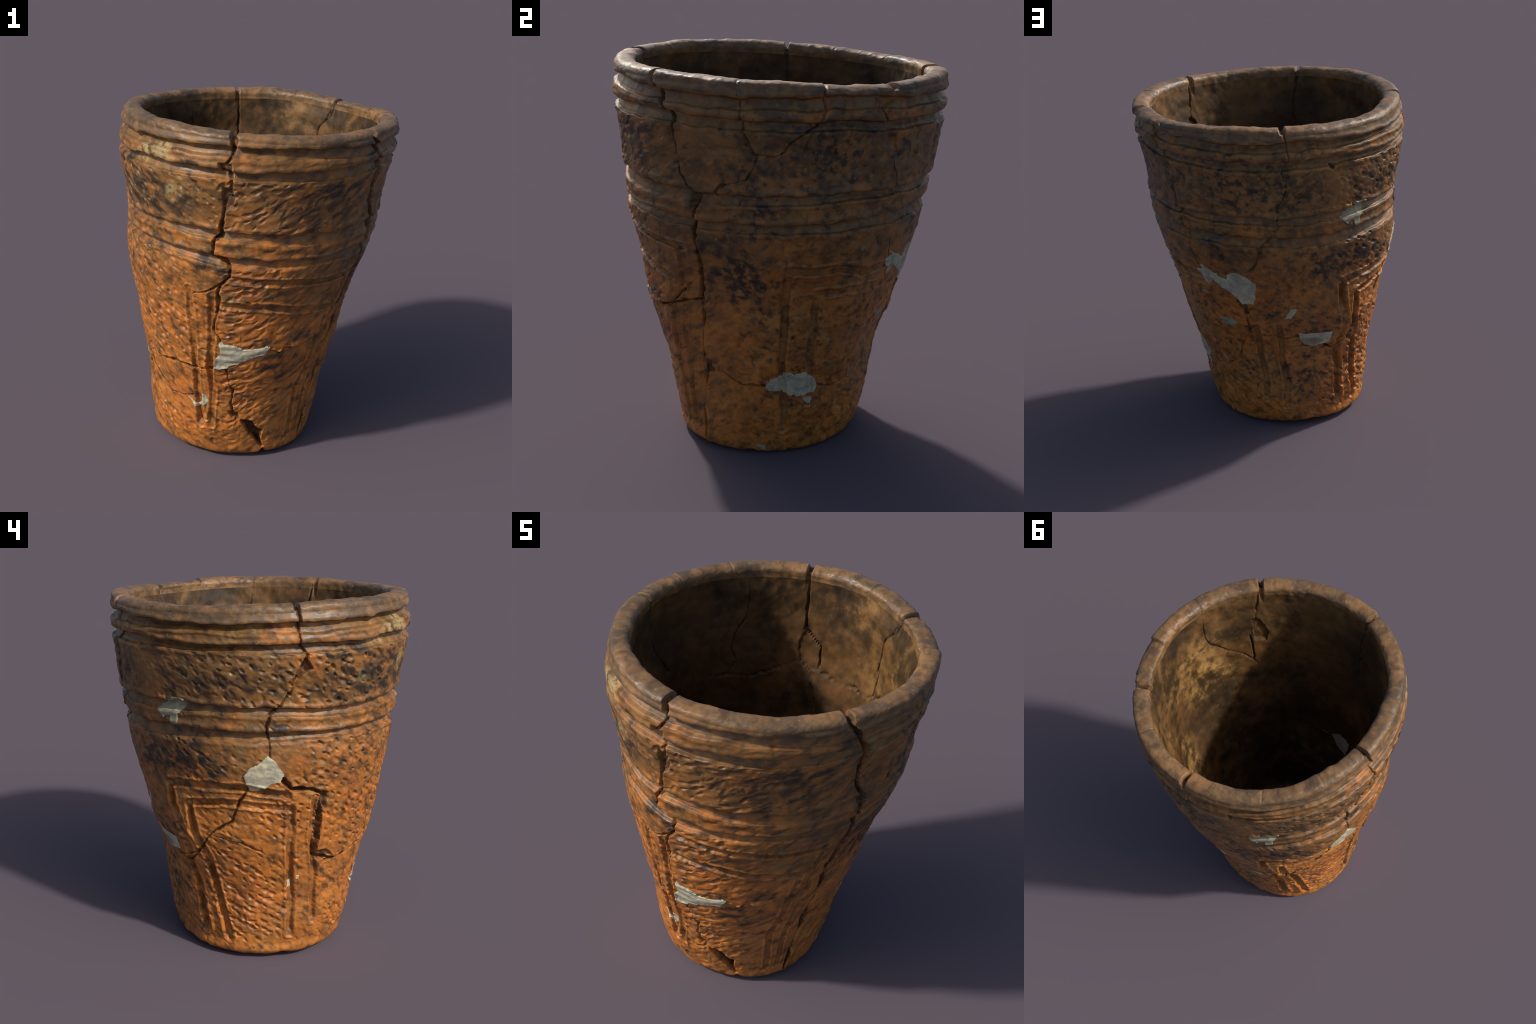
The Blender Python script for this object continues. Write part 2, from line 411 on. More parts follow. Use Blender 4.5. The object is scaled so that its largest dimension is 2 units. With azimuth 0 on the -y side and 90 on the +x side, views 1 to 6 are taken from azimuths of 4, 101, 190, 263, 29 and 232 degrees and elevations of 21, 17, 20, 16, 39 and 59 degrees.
# ---- losses: places where a flake or a wedge is gone: outline, depth
LOSSES = [
    ([(0, .285), (7, .265), (10.5, .205), (14, .19), (13, .13), (15, .06), (12, .09), (4, .20)], .055),
    ([(280.5, 1.72), (284, 1.66), (279, 1.62), (276, 1.57), (278, 1.645)], .030),
    ([(293.5, 1.015), (297, 1.00), (296.5, .90), (294.5, .93)], .024),
    ([(295.5, .66), (303, .645), (308, .60), (297, .59)], .016),
    ([(350, 1.845), (355, 1.85), (355.5, 1.80), (351, 1.80)], .030),
    ([(352, 1.72), (356.5, 1.71), (356, 1.62), (352, 1.58)], .026),
    ([(212.8, 1.715), (215.2, 1.71), (214.8, 1.685), (212.8, 1.69)], .026),
    ([(106, .715), (108.3, .71), (108, .685), (106.2, .688)], .018),
    ([(218, .135), (225, .13), (228, .06), (220, .08)], .012),
    ([(132, 1.92), (140, 1.93), (142, 1.83), (136, 1.80), (133, 1.86)], .011),
    ([(138, 1.70), (143, 1.69), (147, 1.58), (143, 1.55), (140, 1.63)], .013),
    ([(65, 1.43), (71, 1.43), (70, 1.36), (66, 1.35)], .020),
    ([(53, .53), (60, .53), (59, .45), (52, .45)], .020),
    ([(64, 1.06), (66, 1.05), (64, .90), (62, .92)], .022),
    ([(172, .93), (176, .90), (178, .80), (174, .78)], .016),
    ([(353, .34), (359, .33), (0, .28), (355, .29)], .026),
    ([(254, 1.045), (262, 1.05), (262, 1.01), (255, 1.015)], .010),
]
for k, (pts, dep) in enumerate(LOSSES):
    rows, cols, odd, sd = inside(pts, .006, 810 + k)
    crack[rows, cols] = np.maximum(crack[rows, cols], dep * (1 - smoothstep(-.010, .004, sd)) * (1 + .2 * ring_noise(PHI[rows][:, cols], Z[rows][:, cols], 120, .03, 99)))
crack *= ~filled

R = R + relief - crack
deep = crack > .014
raw = fbm(PHI, Z, 150, .03, 77, 2)
hollow = (~deep) & (~filled) & ((stroke_mask > .55 + .3 * raw) | (groove_core > .62 + .9 * raw))

# foot: round over the bottom edge
edge = np.clip(1 - Z / .035, 0, 1)
R -= .030 * edge ** 2.2
# chipped bottom edge lifts a little off the ground
lift = .012 * smoothstep(.35, .9, ring_noise(phi1, np.zeros(NA), 23, .5, 5))
lift += .035 * np.exp(-((np.degrees(phi1) - 15) / 1.6) ** 2) + .014 * np.exp(-((np.degrees(phi1) - 286) / 3) ** 2) + .016 * np.exp(-((np.degrees(phi1) - 222) / 5) ** 2)
Zo = Z + lift[None] * np.clip(1 - Z / .08, 0, 1)

outer = np.stack([R * np.sin(PHI), -R * np.cos(PHI), Zo], -1)

# ---- lip: half-round roll from outer wall over to the inner wall
NL = 46
ang = np.linspace(0, math.pi, NL + 2)[1:-1]
Rtop = wall_radius(phi1, rimz - LIP_DROP) + .5 * (relief[-1] + .003)
half = .5 * LIP_THICK * (1 + .10 * fbm(phi1, np.zeros(NA), 18, .5, 71))
rise = LIP_DROP * (1 + .22 * fbm(phi1, np.zeros(NA) + .4, 20, .5, 72))
# notches where the sherds meet at the lip: azimuth, half width in degrees, depth
notch = np.zeros(NA)
for a, w, dpt in [(355, .95, .055), (54.7, 1.0, .055), (194.7, .9, .040), (276.9, .8, .042), (115, .5, .012), (141, 1.0, .045), (87, .3, .003), (228, .3, .004), (165, .3, .004), (254, .3, .003)]:
    da = np.abs((np.degrees(phi1) - a + 180) % 360 - 180)
    w = w * (1 + .0 * da)
    notch = np.maximum(notch, dpt * np.clip(1.3 - da / w, 0, 1) ** .7)
# small height steps between the lip sherds
def piece(a0, a1):
    a = np.degrees(phi1); return smoothstep(a0 - .5, a0 + .5, a) * (1 - smoothstep(a1 - .5, a1 + .5, a))
lip_shift_z = .002 * piece(55, 115) - .006 * piece(115, 141) + .003 * piece(195, 277)
lip_shift_r = .006 * piece(55, 115) - .014 * piece(115, 141) + .004 * piece(141, 195) - .004 * piece(195, 277)

A2 = ang[:, None]
sq = np.sign(np.cos(A2)) * np.abs(np.cos(A2)) ** .72
lz_n = np.sin(A2) ** .85
lnoise = .0050 * fbm(np.broadcast_to(phi1, (NL, NA)), np.broadcast_to(A2 * .06, (NL, NA)), 90, .06, 73, 3)
Rl = (Rtop - half)[None] + half[None] * sq + lip_shift_r[None] * np.sin(A2)
Zl = (rimz - LIP_DROP)[None] + (rise + lip_shift_z)[None] * lz_n
nr, nz = np.cos(A2), np.sin(A2)
push = lnoise - notch[None] * (.35 + .65 * np.sin(A2))
# the upper outer wall follows the same notches through its crack
Rl = Rl + push * nr; Zl = Zl + push * nz
# blend first lip rows to the outer wall's relief
bl = np.clip(1 - np.arange(NL) / 10, 0, 1)[:, None]
gap = R[-1] - Rl[0]
Rl = Rl + bl * gap[None] * .9
PL = np.broadcast_to(phi1, (NL, NA))
lip = np.stack([Rl * np.sin(PL), -Rl * np.cos(PL), Zl], -1)

# ---- inner wall
NI = 170
ti = np.linspace(0, 1, NI)
Pi_ = np.broadcast_to(phi1, (NI, NA))
top_in = rimz - LIP_DROP - .004
Zi = top_in[None] * (1 - ti[:, None]) + FLOOR * ti[:, None]
dep_in = top_in[None] - Zi
Ro = wall_radius(Pi_, Zi)
thick = LIP_THICK + .010 * smoothstep(-.01, .12, dep_in) + .002 * smoothstep(.08, .30, dep_in) - .004 * smoothstep(.5, 1.4, dep_in)
Ri = Ro - thick + .008 * fbm(Pi_, Zi, 20, .18, 81, 3) + .004 * fbm(Pi_, Zi, 90, .04, 82, 2)
# cracks seen inside: azimuth, height
INNER_CRACKS = [
    ([(194.5, 1.93), (194, 1.76), (194, 1.64), (194, 1.58), (186, 1.50), (185, 1.38)], 0.0062, 0.022),
    ([(188, 1.28), (186, 1.20), (182, 1.05), (181, .8)], 0.0050, 0.015),
    ([(242, 1.33), (231, 1.32), (222, 1.29), (211, 1.32), (198, 1.38), (183, 1.36), (175, 1.34), (162, 1.36), (152, 1.36), (142, 1.42)], 0.0043, 0.013),
    ([(220, 1.84), (221, 1.66), (224, 1.60), (228, 1.56), (230, 1.47), (228, 1.39), (233, 1.33)], 0.0037, 0.012),
    ([(141, 1.93), (144, 1.80), (149, 1.71), (149, 1.55), (148, 1.40)], 0.0043, 0.013),
    ([(277, 1.93), (277, 1.79), (276, 1.66), (269, 1.49)], 0.0056, 0.018),
    ([(56, 1.93), (58, 1.79), (59, 1.66), (62, 1.59), (61, 1.48), (61, 1.37)], 0.0062, 0.021),
    ([(88, 1.85), (89, 1.70), (87, 1.64), (77, 1.53), (67, 1.45), (59, 1.35)], 0.0037, 0.012),
    ([(87, 1.64), (100, 1.65), (112, 1.67)], 0.0037, 0.011),
    ([(355, 1.93), (357, 1.75), (356, 1.61), (354, 1.39)], 0.0056, 0.017),
    ([(36, .80), (19, .76), (6, .77)], 0.0050, 0.012),
]
INNER_LOSSES = [([(197, 1.49), (193, 1.60), (188, 1.52), (185, 1.44), (185, 1.37), (190, 1.35), (196, 1.41)], .006),
                ([(61, 1.72), (57, 1.72), (51, 1.62), (53, 1.54), (60, 1.56)], .018)]
din = np.zeros_like(Ri)
CV = fbm(Pi_, Zi, 40, .12, 84, 2)
wj = .008 * fbm(Pi_, Zi, 120, .03, 83, 2)
for pts, w, dpt in INNER_CRACKS:
    az = np.unwrap(np.radians([p[0] for p in pts])); best = np.full(Ri.shape, 9.0)
    off = np.round((Pi_ - az.mean()) / TAU) * TAU
    x = Pi_ - off + wj / Ri; y = Zi + wj
    for k in range(len(pts) - 1):
        px, py = (x - az[k]) * Ri, y - pts[k][1]; dx, dy = (az[k + 1] - az[k]) * Ri, pts[k + 1][1] - pts[k][1]
        t = np.clip((px * dx + py * dy) / (dx * dx + dy * dy + 1e-9), 0, 1)
        best = np.minimum(best, np.hypot(px - t * dx, py - t * dy))
    din = np.maximum(din, dpt * np.clip(1.2 - best / w, 0, 1) ** .8 * np.clip(.8 + .9 * CV, .15, 1.2))
deep_in = din > .009
for pts, dpt in INNER_LOSSES:
    az = np.radians([p[0] for p in pts]); n = len(pts); odd = np.zeros(Ri.shape, bool)
    x = Pi_ + wj / Ri; y = Zi - wj
    for k in range(n):
        y0, y1 = pts[k][1], pts[(k + 1) % n][1]
        odd ^= ((y0 > y) != (y1 > y)) & (x < (az[(k + 1) % n] - az[k]) * (y - y0) / (y1 - y0 + 1e-12) + az[k])
    din = np.maximum(din, dpt * odd)
Ri = Ri + din
# round into the floor
hfl = np.clip(1 - (Zi - FLOOR) / .06, 0, 1)
Ri = Ri - .05 * (1 - np.sqrt(np.clip(1 - hfl ** 2, 0, 1)))
bl = np.clip(1 - np.arange(NI) / 8, 0, 1)[:, None]
Ri = Ri + bl * (Rl[-1] - Ri[0])[None]
inner = np.stack([Ri * np.sin(Pi_), -Ri * np.cos(Pi_), Zi], -1)

# ---- floor inside and underside
def disc(ring, n, z_mid, seed, amp):
    t = np.linspace(1, .004, n + 1)[1:, None, None]
    mid = ring.mean(0); mid[2] = z_mid
    d = mid + (ring[None] - mid) * t
    d[..., 2] = ring[None, :, 2] * t[..., 0] ** 2 + z_mid * (1 - t[..., 0] ** 2)
    w = np.sin(t[..., 0] * math.pi)
    d[..., 2] += amp * w * ring_noise(np.broadcast_to(phi1, d.shape[:2]), np.broadcast_to(t[..., 0], d.shape[:2]), 12, .2, seed)
    return d

floor = disc(inner[-1], 34, FLOOR + .004, 91, .014)
under = disc(outer[0], 22, .006, 92, .0)[::-1]

V = np.concatenate([under, outer, lip, inner, floor], 0)
nu = under.shape[0]; NR = V.shape[0]
o0, l0, i0, f0 = nu, nu + NO, nu + NO + NL, nu + NO + NL + NI
V[..., 2] -= V[..., 2].min()

# ---- names of the regions of the skin, by quad
PARTS = ['underside', 'foot', 'body', 'cordon', 'neck_panel', 'collar', 'rim', 'inner_wall', 'inner_floor']
part = np.zeros((NR - 1, NA), int)
part[:o0] = 0
zq = Z[:-1]
zc4, zc3 = (round_curve(GROOVES[3][1], phi1) - .012)[None], (round_curve(GROOVES[2][0], phi1) + .008)[None]
zc2, zc1 = (round_curve(GROOVES[1][1], phi1) - .012)[None], (round_curve(GROOVES[0][0], phi1) + .006)[None]
po = np.where(zq < .085, 1, np.where(zq < zc4, 2, np.where(zq < zc3, 3, np.where(zq < zc2, 4, np.where(zq < zc1, 5, 6)))))
part[o0:o0 + NO - 1] = po
part[o0 + NO - 1:i0 + 2] = 6
part[i0 + 2:f0 - 1] = 7
part[f0 - 1:] = 8
fill_q = np.zeros((NR - 1, NA), int); fill_q[o0:o0 + NO - 1] = fill_id[:-1]
slot_q = np.zeros((NR - 1, NA), int); slot_q[o0:o0 + NO - 1] = np.where(deep[:-1], 1, np.where(hollow[:-1], 2, 0)); slot_q[i0:i0 + NI - 1] = deep_in[:-1]  # material slot by quad: darker clay in deep cracks, khaki clay in grooves
slot_q[l0:i0] = (notch > .022).astype(int)[None]

# one plaster fill inside
FILL_IN = [(5, .775), (358, .83), (349, .81), (349, .70), (358, .71)]
azf = np.unwrap(np.radians([p[0] for p in FILL_IN])); odd = np.zeros(Ri.shape, bool)
x = Pi_ - np.round((Pi_ - azf.mean()) / TAU) * TAU + wj / Ri; y = Zi + wj
for k in range(len(FILL_IN)):
    kk = (k + 1) % len(FILL_IN); y0_, y1_ = FILL_IN[k][1], FILL_IN[kk][1]
    odd ^= ((y0_ > y) != (y1_ > y)) & (x < (azf[kk] - azf[k]) * (y - y0_) / (y1_ - y0_ + 1e-12) + azf[k])
fill_q[i0:i0 + NI - 1] = np.where(odd[:-1], len(FILLS) + 1, 0)

# ---- vertex normals of the whole skin
def skin_normals(V):
    du = np.roll(V, -1, 1) - np.roll(V, 1, 1)
    dv = np.gradient(V, axis=0)
    n = np.cross(du, dv)
    ln = np.linalg.norm(n, axis=-1, keepdims=True)
    return n / np.maximum(ln, 1e-12)

NRM = skin_normals(V)


# ------------------------------------------------------------------ materials
class Nodes:
    def __init__(self, name):
        self.mat = bpy.data.materials.new(name); self.mat.use_nodes = True
        self.t = self.mat.node_tree; self.t.nodes.clear()
        self.out = self.t.nodes.new('ShaderNodeOutputMaterial')
        self.co = self.t.nodes.new('ShaderNodeTexCoord').outputs['Object']

    def new(self, kind, **kw):
        n = self.t.nodes.new(kind)
        for k, v in kw.items(): setattr(n, k, v)
        return n

    def put(self, sock, v):
        if isinstance(v, bpy.types.NodeSocket): self.t.links.new(v, sock)
        else: sock.default_value = v

    def noise(self, scale, detail=3, rough=.55, vec=None, dist=0.0):
        n = self.new('ShaderNodeTexNoise')
        self.put(n.inputs['Vector'], vec or self.co)
        n.inputs['Scale'].default_value = scale; n.inputs['Detail'].default_value = detail
        n.inputs['Roughness'].default_value = rough; n.inputs['Distortion'].default_value = dist
        return n.outputs['Fac']

    def shifted(self, v, scale=(1, 1, 1), rot=(0, 0, 0)):
        m = self.new('ShaderNodeMapping'); self.put(m.inputs['Vector'], self.co)
        m.inputs['Location'].default_value = v; m.inputs['Scale'].default_value = scale; m.inputs['Rotation'].default_value = rot
        return m.outputs['Vector']

    def math(self, op, a, b=0.0, clamp=False):
        n = self.new('ShaderNodeMath', operation=op, use_clamp=clamp)
        self.put(n.inputs[0], a); self.put(n.inputs[1], b)
        return n.outputs[0]

    def step(self, x, a, b, lo=0.0, hi=1.0):
        n = self.new('ShaderNodeMapRange', interpolation_type='SMOOTHSTEP')
        self.put(n.inputs['Value'], x)
        for i, v in zip((1, 2, 3, 4), (a, b, lo, hi)): n.inputs[i].default_value = v
        return n.outputs[0]

    def mix(self, f, a, b):
        n = self.new('ShaderNodeMix', data_type='RGBA')
        self.put(n.inputs[0], f)
        for s, v in ((n.inputs[6], a), (n.inputs[7], b)):
            self.put(s, v if isinstance(v, bpy.types.NodeSocket) else (*v, 1))
        return n.outputs[2]

    def ramp(self, f, stops):
        n = self.new('ShaderNodeValToRGB'); e = n.color_ramp.elements
        e[0].position, e[0].color = stops[0][0], (*stops[0][1], 1)
        e[1].position, e[1].color = stops[-1][0], (*stops[-1][1], 1)
        for p, c in stops[1:-1]:
            k = e.new(p); k.color = (*c, 1)
        self.put(n.inputs[0], f)
        return n.outputs[0]

    def patches(self, spots, warp):
        """Sum of soft round patches at (azimuth, height, reach, strength) on the wall."""
        total = None
        for a, z, reach, s in spots:
            p = np.radians(a); r = float(wall_radius(np.array([p]), np.array([z]))[0])
            d = self.new('ShaderNodeVectorMath', operation='DISTANCE')
            self.put(d.inputs[0], warp); d.inputs[1].default_value = (r * math.sin(p), -r * math.cos(p), z)
            m = self.step(d.outputs['Value'], reach * .15, reach, s, 0.0)
            total = m if total is None else self.math('ADD', total, m)
        return total

    def warped(self, scale, amount):
        n = self.new('ShaderNodeTexNoise'); self.put(n.inputs['Vector'], self.co)
        n.inputs['Scale'].default_value = scale; n.inputs['Detail'].default_value = 3
        s = self.new('ShaderNodeVectorMath', operation='SUBTRACT'); self.put(s.inputs[0], n.outputs['Color']); s.inputs[1].default_value = (.5, .5, .5)
        k = self.new('ShaderNodeVectorMath', operation='SCALE'); self.put(k.inputs[0], s.outputs[0]); k.inputs['Scale'].default_value = amount
        a = self.new('ShaderNodeVectorMath', operation='ADD'); self.put(a.inputs[0], k.outputs[0]); self.put(a.inputs[1], self.co)
        return a.outputs[0]

    def finish(self, color, rough=.5, bump=None, strength=.3, distance=.004, spec=.5):
        b = self.new('ShaderNodeBsdfPrincipled')
        self.put(b.inputs['Base Color'], color); self.put(b.inputs['Roughness'], rough)
        b.inputs['Specular IOR Level'].default_value = spec
        if bump is not None:
            n = self.new('ShaderNodeBump'); n.inputs['Strength'].default_value = strength; n.inputs['Distance'].default_value = distance
            self.put(n.inputs['Height'], bump); self.put(b.inputs['Normal'], n.outputs[0])
        self.t.links.new(b.outputs[0], self.out.inputs[0])
        return self.mat


SOOT = [(120, 1.62, .30, .9), (90, 1.58, .22, .55), (150, 1.62, .16, .7), (60, 1.6, .25, .35), (92, 1.35, .16, .7), (120, 1.36, .12, .5),
        (75, 1.10, .26, .75), (88, .98, .20, .7), (68, .92, .18, .5), (130, 1.08, .14, .5), (140, 1.36, .15, .6),
        (172, 1.62, .22, .85), (190, 1.60, .20, .75), (205, 1.55, .2, .6), (165, 1.26, .16, .55), (225, 1.12, .26, .8), (245, 1.16, .26, .9),
        (210, 1.12, .18, .55), (212, .36, .24, .75), (216, .72, .26, .7), (190, .85, .18, .5), (162, .45, .2, .45), (150, .8, .2, .4), (112, .45, .2, .35), (238, 1.62, .30, .7), (262, 1.60, .28, .7),
        (300, 1.62, .30, .95), (318, 1.60, .24, .8), (335, 1.62, .22, .6), (345, 1.30, .14, .7), (310, 1.15, .25, .45), (320, .80, .30, .35), (300, .50, .30, .3), (250, .55, .25, .3), (275, 1.35, .14, .6), (340, 1.78, .10, .7), (322, 1.38, .14, .5),
        (14, 1.62, .25, .75), (35, 1.62, .26, .85), (6, 1.36, .18, .75), (352, 1.26, .16, .45), (20, 1.80, .12, .5), (22, .64, .36, .65), (45, 1.40, .16, .6), (48, 1.75, .16, .5), (5, 1.10, .2, .4)]
PALE = [(318, 1.84, .11, 1), (328, 1.84, .10, .9), (333, 1.64, .09, .9), (262, 1.83, .05, .9), (312, 1.80, .08, .7), (236, 1.6, .09, .5), (306, 1.62, .08, .5)]
OCHRE = [(215, .80, .38, 1), (205, .30, .32, .8), (195, 1.60, .36, 1), (220, 1.66, .28, .9), (180, .42, .25, .7), (122, .75, .40, .9), (95, 1.66, .28, .7), (110, 1.36, .2, .5), (70, 1.80, .2, .5), (258, 1.62, .3, .5), (342, .75, .16, .7), (345, .38, .18, .7), (25, .25, .25, .6), (290, .2, .2, .5)]
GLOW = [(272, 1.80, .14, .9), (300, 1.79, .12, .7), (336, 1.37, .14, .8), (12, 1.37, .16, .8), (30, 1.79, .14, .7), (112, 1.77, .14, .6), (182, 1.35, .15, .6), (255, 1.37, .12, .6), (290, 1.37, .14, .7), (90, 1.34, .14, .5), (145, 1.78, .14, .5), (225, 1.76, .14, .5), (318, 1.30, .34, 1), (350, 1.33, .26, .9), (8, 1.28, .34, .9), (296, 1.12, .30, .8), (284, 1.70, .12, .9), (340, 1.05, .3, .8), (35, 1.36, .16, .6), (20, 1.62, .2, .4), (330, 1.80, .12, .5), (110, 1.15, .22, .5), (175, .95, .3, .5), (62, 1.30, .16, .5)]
RED = [(230, .15, .25, .8), (270, .35, .40, .6), (330, .35, .35, .7), (5, .9, .4, .4), (310, 1.0, .35, .5), (80, .2, .3, .35), (350, 1.2, .3, .4), (190, .12, .1, .5), (222, .1, .1, .9)]


def fired_clay(name, lip=False, hollow=False):
    n = Nodes(name)
    warp = n.warped(7, .20)
    xyz = n.new('ShaderNodeSeparateXYZ'); n.put(xyz.inputs[0], n.co)
    z = xyz.outputs[2]
    # unrolled wall coordinate, so that blots can lie along the slant of the cord rows
    az = n.math('ARCTAN2', xyz.outputs[0], n.math('MULTIPLY', xyz.outputs[1], -1.0))
    wall = n.new('ShaderNodeCombineXYZ'); n.put(wall.inputs[0], n.math('MULTIPLY', az, .66)); n.put(wall.inputs[1], z)

    def slanted(scale, tilt, stretch, detail, seed):
        m = n.new('ShaderNodeMapping', vector_type='TEXTURE'); n.put(m.inputs['Vector'], wall.outputs[0])
        m.inputs['Rotation'].default_value = (0, 0, tilt); m.inputs['Scale'].default_value = (stretch, 1, 1); m.inputs['Location'].default_value = (seed, 0, seed)
        return n.noise(scale, detail, .6, m.outputs[0], .3)

    on_front = n.math('MULTIPLY', n.step(az, -.25, -.08), n.step(az, 1.0, 1.5, 1.0, 0.0))
    on_back = n.math('MULTIPLY', n.math('SUBTRACT', 1.0, on_front), n.math('MAXIMUM', n.step(az, 1.0, 1.5), n.step(az, -2.65, -2.3, 1.0, 0.0)))
    on_left = n.math('SUBTRACT', n.math('SUBTRACT', 1.0, on_front), on_back, True)

    def cordwise(scale, detail, seed):
        a_, b_ = slanted(scale, -.62, 1.8, detail, seed), slanted(scale, .45, 2.4, detail, seed + 3)
        c_ = n.noise(scale * 1.15, detail, .62, n.shifted((seed, 2, 1)))
        return n.math('ADD', n.math('MULTIPLY', c_, on_back), n.math('ADD', n.math('MULTIPLY', a_, on_left), n.math('MULTIPLY', b_, on_front)))

    broad = n.noise(4.5, 5, .6)
    mid = n.noise(17, 4, .6, n.shifted((3, 1, 7)))
    fine = n.noise(46, 4, .6, n.shifted((9, 4, 2)))
    grain = n.noise(150, 2, .6)
    tone = n.math('ADD', n.math('MULTIPLY', broad, .50), n.math('ADD', n.math('MULTIPLY', mid, .32), n.math('MULTIPLY', fine, .18)))
    if lip:
        base = n.ramp(tone, [(.38, (.090, .056, .030)), (.46, (.160, .092, .043)), (.54, (.250, .128, .048)), (.64, (.330, .160, .055))])
    else:
        low = n.ramp(tone, [(.34, (.230, .086, .020)), (.43, (.390, .132, .023)), (.53, (.540, .182, .029)), (.66, (.600, .255, .060))])
        high = n.ramp(tone, [(.34, (.100, .054, .018)), (.43, (.190, .090, .026)), (.52, (.300, .125, .030)), (.62, (.390, .155, .035))])
        up = n.step(n.math('ADD', z, n.math('MULTIPLY', n.math('SUBTRACT', broad, .5), 1.2)), .85, 1.25)
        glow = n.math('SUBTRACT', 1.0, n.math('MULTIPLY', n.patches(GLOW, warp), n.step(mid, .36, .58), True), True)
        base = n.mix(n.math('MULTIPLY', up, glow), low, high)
        red = n.math('MULTIPLY', n.patches(RED, warp), n.step(mid, .44, .62), True)
        base = n.mix(n.math('MULTIPLY', red, .7), base, (.470, .120, .022))
    ochre = n.math('MULTIPLY', n.patches(OCHRE, warp), n.step(n.math('ADD', n.math('MULTIPLY', broad, .5), n.math('MULTIPLY', mid, .5)), .40, .56), True)
    base = n.mix(n.math('MULTIPLY', ochre, .62), base, (.285, .165, .052))
    if hollow:
        base = n.mix(n.step(mid, .35, .65, .65, .10), base, (.165, .094, .033))
    # khaki dust lying in blotches
    khaki = n.step(n.math('ADD', n.noise(10, 5, .65, n.shifted((2, 8, 5))), n.math('MULTIPLY', n.math('SUBTRACT', fine, .5), .5)), .51, .66)
    base = n.mix(n.math('MULTIPLY', khaki, .60 if lip else n.math('ADD', .30, n.math('MULTIPLY', up, .34))), base, (.215, .138, .053))
    # brown mottling everywhere, soft; near-black where the fire smoked the wall
    cord = cordwise(21, 2.5, 2)
    blot = n.math('ADD', n.math('MULTIPLY', cord, .80), n.math('MULTIPLY', fine, .20))
    if not lip:
        smudge = n.step(n.math('ADD', n.math('MULTIPLY', n.noise(7.5, 4, .62, n.shifted((2, 3, 9))), .75), n.math('MULTIPLY', cord, .25)), .47, .60)
        base = n.mix(n.math('MULTIPLY', smudge, n.math('ADD', .28, n.math('MULTIPLY', n.math('MULTIPLY', up, glow), .40))), base, (.080, .047, .020))
    m1 = n.step(blot, .47, .62)
    base = n.mix(n.math('MULTIPLY', m1, .66 if not lip else .6), base, (.105, .050, .017))
    if not lip:
        soot = n.math('MINIMUM', n.patches(SOOT, warp), 1.3)
        haze = n.math('MULTIPLY', soot, n.step(n.math('ADD', n.math('MULTIPLY', cord, .5), n.math('MULTIPLY', mid, .5)), .40, .56), True)
        base = n.mix(n.math('MULTIPLY', haze, .80), base, (.058, .037, .018))
        m2 = n.step(n.math('ADD', blot, n.math('MULTIPLY', soot, .150)), .585, .74)
        base = n.mix(n.math('MULTIPLY', m2, .90), base, (.030, .020, .013))
        pale = n.math('MULTIPLY', n.patches(PALE, warp), n.step(n.math('ADD', mid, n.math('MULTIPLY', fine, .5)), .68, .82), True)
        base = n.mix(n.math('MULTIPLY', pale, .8), base, (.400, .330, .150))
    else:
        m2 = n.step(n.noise(15, 5, .65, n.shifted((4, 4, 0), (.55, .55, 1.3))), .47, .64)
        base = n.mix(n.math('MULTIPLY', m2, .72), base, (.072, .049, .031))
    # ochre grit and small grey scuffs
    grit = n.step(n.noise(30, 3, .5, n.shifted((1, 6, 3))), .62, .76)
    base = n.mix(n.math('MULTIPLY', grit, .55), base, (.38, .215, .060))
    scuff = n.step(n.noise(24, 4, .6, n.shifted((7, 0, 3))), .64, .76)
    base = n.mix(n.math('MULTIPLY', scuff, .35), base, (.20, .175, .125))
    bump = n.math('ADD', n.math('MULTIPLY', fine, .8), n.math('MULTIPLY', grain, .2))
    rough = n.step(mid, .35, .65, .42, .57)
    return n.finish(base, rough, bump, .28 if not lip else .2, .006)


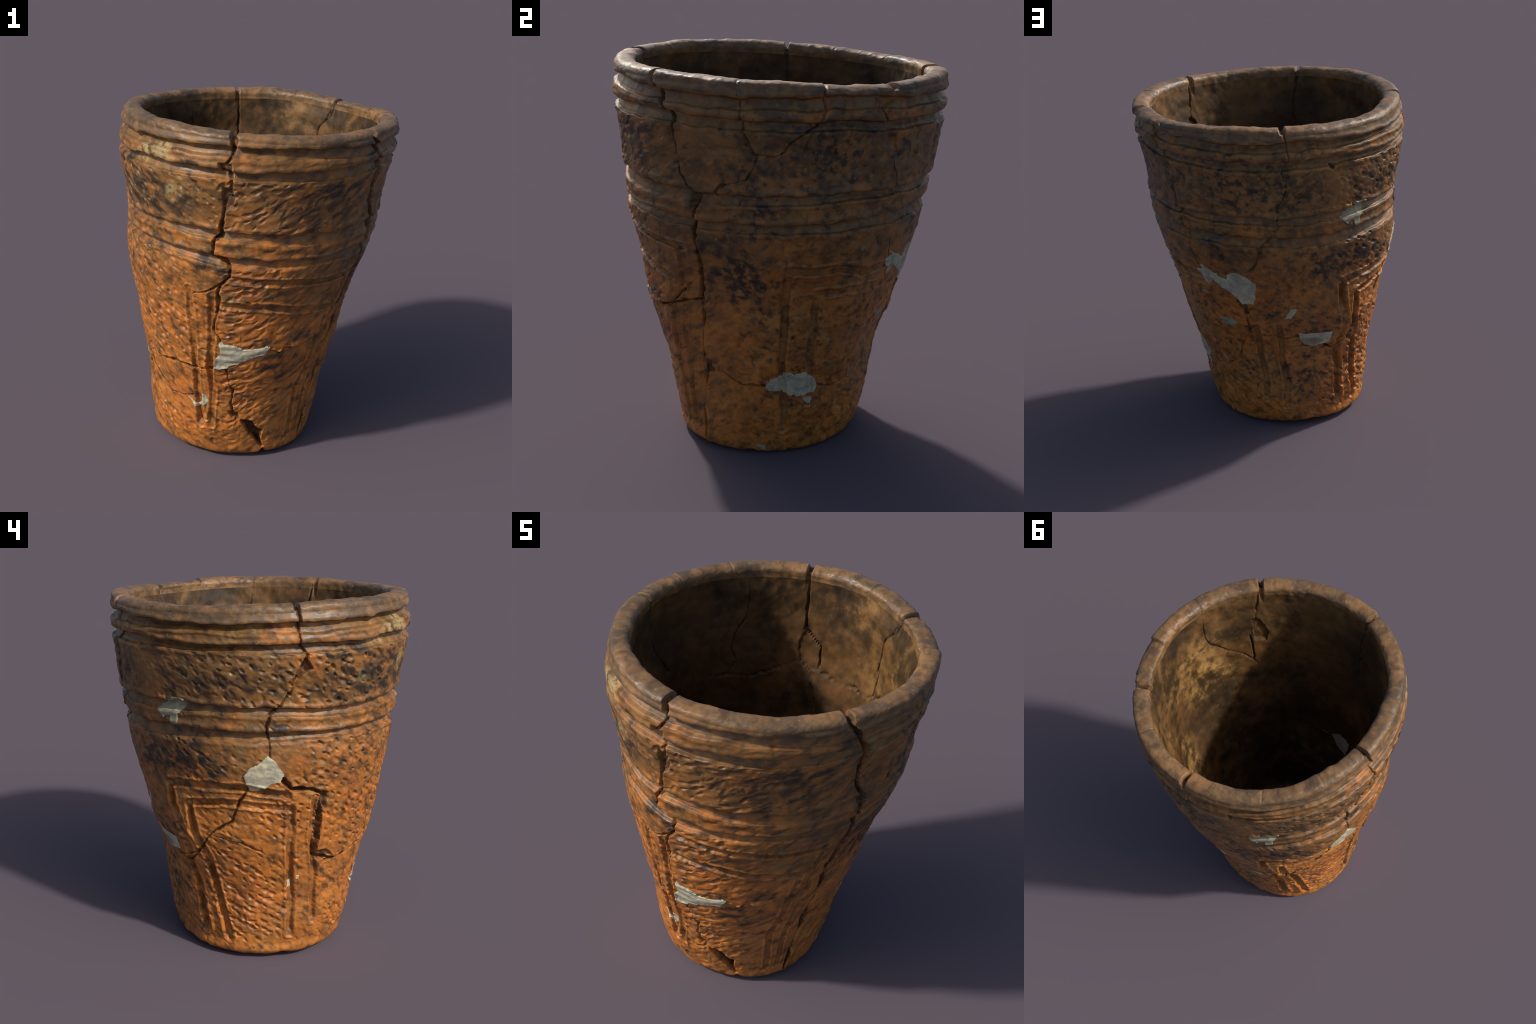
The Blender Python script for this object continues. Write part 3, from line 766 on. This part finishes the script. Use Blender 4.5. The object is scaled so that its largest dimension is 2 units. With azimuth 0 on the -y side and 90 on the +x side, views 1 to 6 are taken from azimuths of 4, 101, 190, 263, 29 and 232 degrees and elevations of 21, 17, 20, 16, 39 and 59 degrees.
def inside_clay(name):
    n = Nodes(name)
    warp = n.warped(5, .28)
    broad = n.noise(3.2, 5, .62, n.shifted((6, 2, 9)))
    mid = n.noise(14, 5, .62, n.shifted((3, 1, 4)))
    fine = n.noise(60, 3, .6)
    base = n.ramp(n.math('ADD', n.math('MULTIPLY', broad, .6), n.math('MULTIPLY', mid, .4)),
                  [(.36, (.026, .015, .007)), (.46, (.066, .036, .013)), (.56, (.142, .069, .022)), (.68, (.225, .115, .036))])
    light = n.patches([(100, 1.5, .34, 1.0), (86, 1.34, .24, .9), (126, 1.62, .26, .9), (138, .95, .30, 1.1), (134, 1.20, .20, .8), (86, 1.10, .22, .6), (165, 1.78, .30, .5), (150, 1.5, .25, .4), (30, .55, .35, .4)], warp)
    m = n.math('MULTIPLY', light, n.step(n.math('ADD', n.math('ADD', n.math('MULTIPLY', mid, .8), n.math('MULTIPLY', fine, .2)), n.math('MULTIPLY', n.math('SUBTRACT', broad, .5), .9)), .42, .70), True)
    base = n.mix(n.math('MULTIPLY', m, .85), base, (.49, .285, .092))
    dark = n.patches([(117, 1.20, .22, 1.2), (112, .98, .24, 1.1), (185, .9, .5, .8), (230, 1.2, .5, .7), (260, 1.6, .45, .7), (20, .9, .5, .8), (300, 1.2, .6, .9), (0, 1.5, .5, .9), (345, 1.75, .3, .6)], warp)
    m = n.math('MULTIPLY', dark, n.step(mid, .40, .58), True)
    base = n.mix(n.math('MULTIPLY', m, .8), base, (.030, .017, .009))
    warmth = n.math('MULTIPLY', n.patches([(190, 1.30, .40, .9), (165, 1.05, .35, .7), (205, 1.0, .4, .5)], warp), n.step(broad, .38, .60), True)
    base = n.mix(n.math('MULTIPLY', warmth, .6), base, (.170, .075, .024))
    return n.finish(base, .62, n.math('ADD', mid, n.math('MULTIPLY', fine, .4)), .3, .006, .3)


def plaster(name, dull=0.0):
    n = Nodes(name)
    a = n.noise(16, 5, .6); b = n.noise(60, 3, .6)
    c = n.ramp(a, [(.36, (.33, .32, .25)), (.50, (.46, .43, .31)), (.62, (.56, .50, .33))])
    c = n.mix(n.math('MULTIPLY', n.step(b, .54, .66), .45), c, (.24, .19, .12))
    c = n.mix(n.math('MULTIPLY', n.step(n.noise(11, 5, .65, n.shifted((3, 3, 3))), .54, .66), .32), c, (.27, .19, .10))
    if dull:
        c = n.mix(n.step(a, .3, .7, dull, dull * .5), c, (.20, .185, .13))
    return n.finish(c, .7, n.math('ADD', a, n.math('MULTIPLY', b, .5)), .4, .006)


def break_edge(name):
    n = Nodes(name)
    a = n.noise(22, 4, .6)
    c = n.ramp(a, [(.38, (.050, .028, .014)), (.52, (.110, .048, .016)), (.64, (.240, .085, .022))])
    return n.finish(c, .7, a, .4, .006)


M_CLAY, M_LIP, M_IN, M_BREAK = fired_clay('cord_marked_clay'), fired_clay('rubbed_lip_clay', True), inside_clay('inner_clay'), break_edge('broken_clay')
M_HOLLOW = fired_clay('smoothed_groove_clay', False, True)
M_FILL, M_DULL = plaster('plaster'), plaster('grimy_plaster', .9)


# ------------------------------------------------------------------ cut into parts
pot = bpy.data.objects.new('clay_pot', None)
bpy.context.scene.collection.objects.link(pot)
pot['label'] = 'tall ancient orange-brown earthenware beaker, cord-marked, cracked and mended'
pot['category'] = 'clay pot'
pot.empty_display_size = .3

VF = V.reshape(-1, 3); NF = NRM.reshape(-1, 3)
rr, cc = np.meshgrid(np.arange(NR - 1), np.arange(NA), indexing='ij')
c2 = (cc + 1) % NA
QUADS = np.stack([rr * NA + cc, rr * NA + c2, (rr + 1) * NA + c2, (rr + 1) * NA + cc], -1)


def make_part(name, mask, mats, slot=None, caps=(), parent=pot):
    q = QUADS[mask]
    used, inv = np.unique(q, return_inverse=True)
    loops = inv.reshape(-1).astype(np.int32); nq = len(q)
    starts = np.arange(nq) * 4; totals = np.full(nq, 4)
    me = bpy.data.meshes.new(name)
    extra = []
    for ring in caps:                           # close the pole with one small polygon
        extra.append(np.searchsorted(used, ring).astype(np.int32))
    for e in extra:
        starts = np.append(starts, len(loops)); totals = np.append(totals, len(e)); loops = np.append(loops, e)
    me.vertices.add(len(used)); me.vertices.foreach_set('co', VF[used].ravel().astype(np.float32))
    me.loops.add(len(loops)); me.loops.foreach_set('vertex_index', loops.astype(np.int32))
    me.polygons.add(len(starts)); me.polygons.foreach_set('loop_start', starts.astype(np.int32))
    for m in mats: me.materials.append(m)
    if slot is not None:
        s = np.concatenate([slot[mask].astype(np.int32), np.zeros(len(extra), np.int32)])
        me.polygons.foreach_set('material_index', s)
    me.polygons.foreach_set('use_smooth', np.ones(len(starts), bool))
    me.update(calc_edges=True)
    me.normals_split_custom_set_from_vertices(NF[used].tolist())
    ob = bpy.data.objects.new(name, me)
    bpy.context.scene.collection.objects.link(ob)
    ob.parent = parent
    return ob


made = {}
for k, name in enumerate(PARTS):
    mask = (part == k) & (fill_q == 0)
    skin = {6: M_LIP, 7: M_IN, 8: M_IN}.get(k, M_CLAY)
    caps = []
    if k == 0: caps = [np.arange(NA)[::-1] * 1]
    if k == 8: caps = [(NR - 1) * NA + np.arange(NA)]
    made[name] = make_part(name, mask, [skin, M_BREAK, M_HOLLOW], slot_q, caps)
for k in range(1, len(FILLS) + 2):
    mask = fill_q == k
    if mask.any():
        make_part('plaster_fill', mask, [M_DULL if k in (10, 11, 12, 13, 14, 15) else M_FILL])
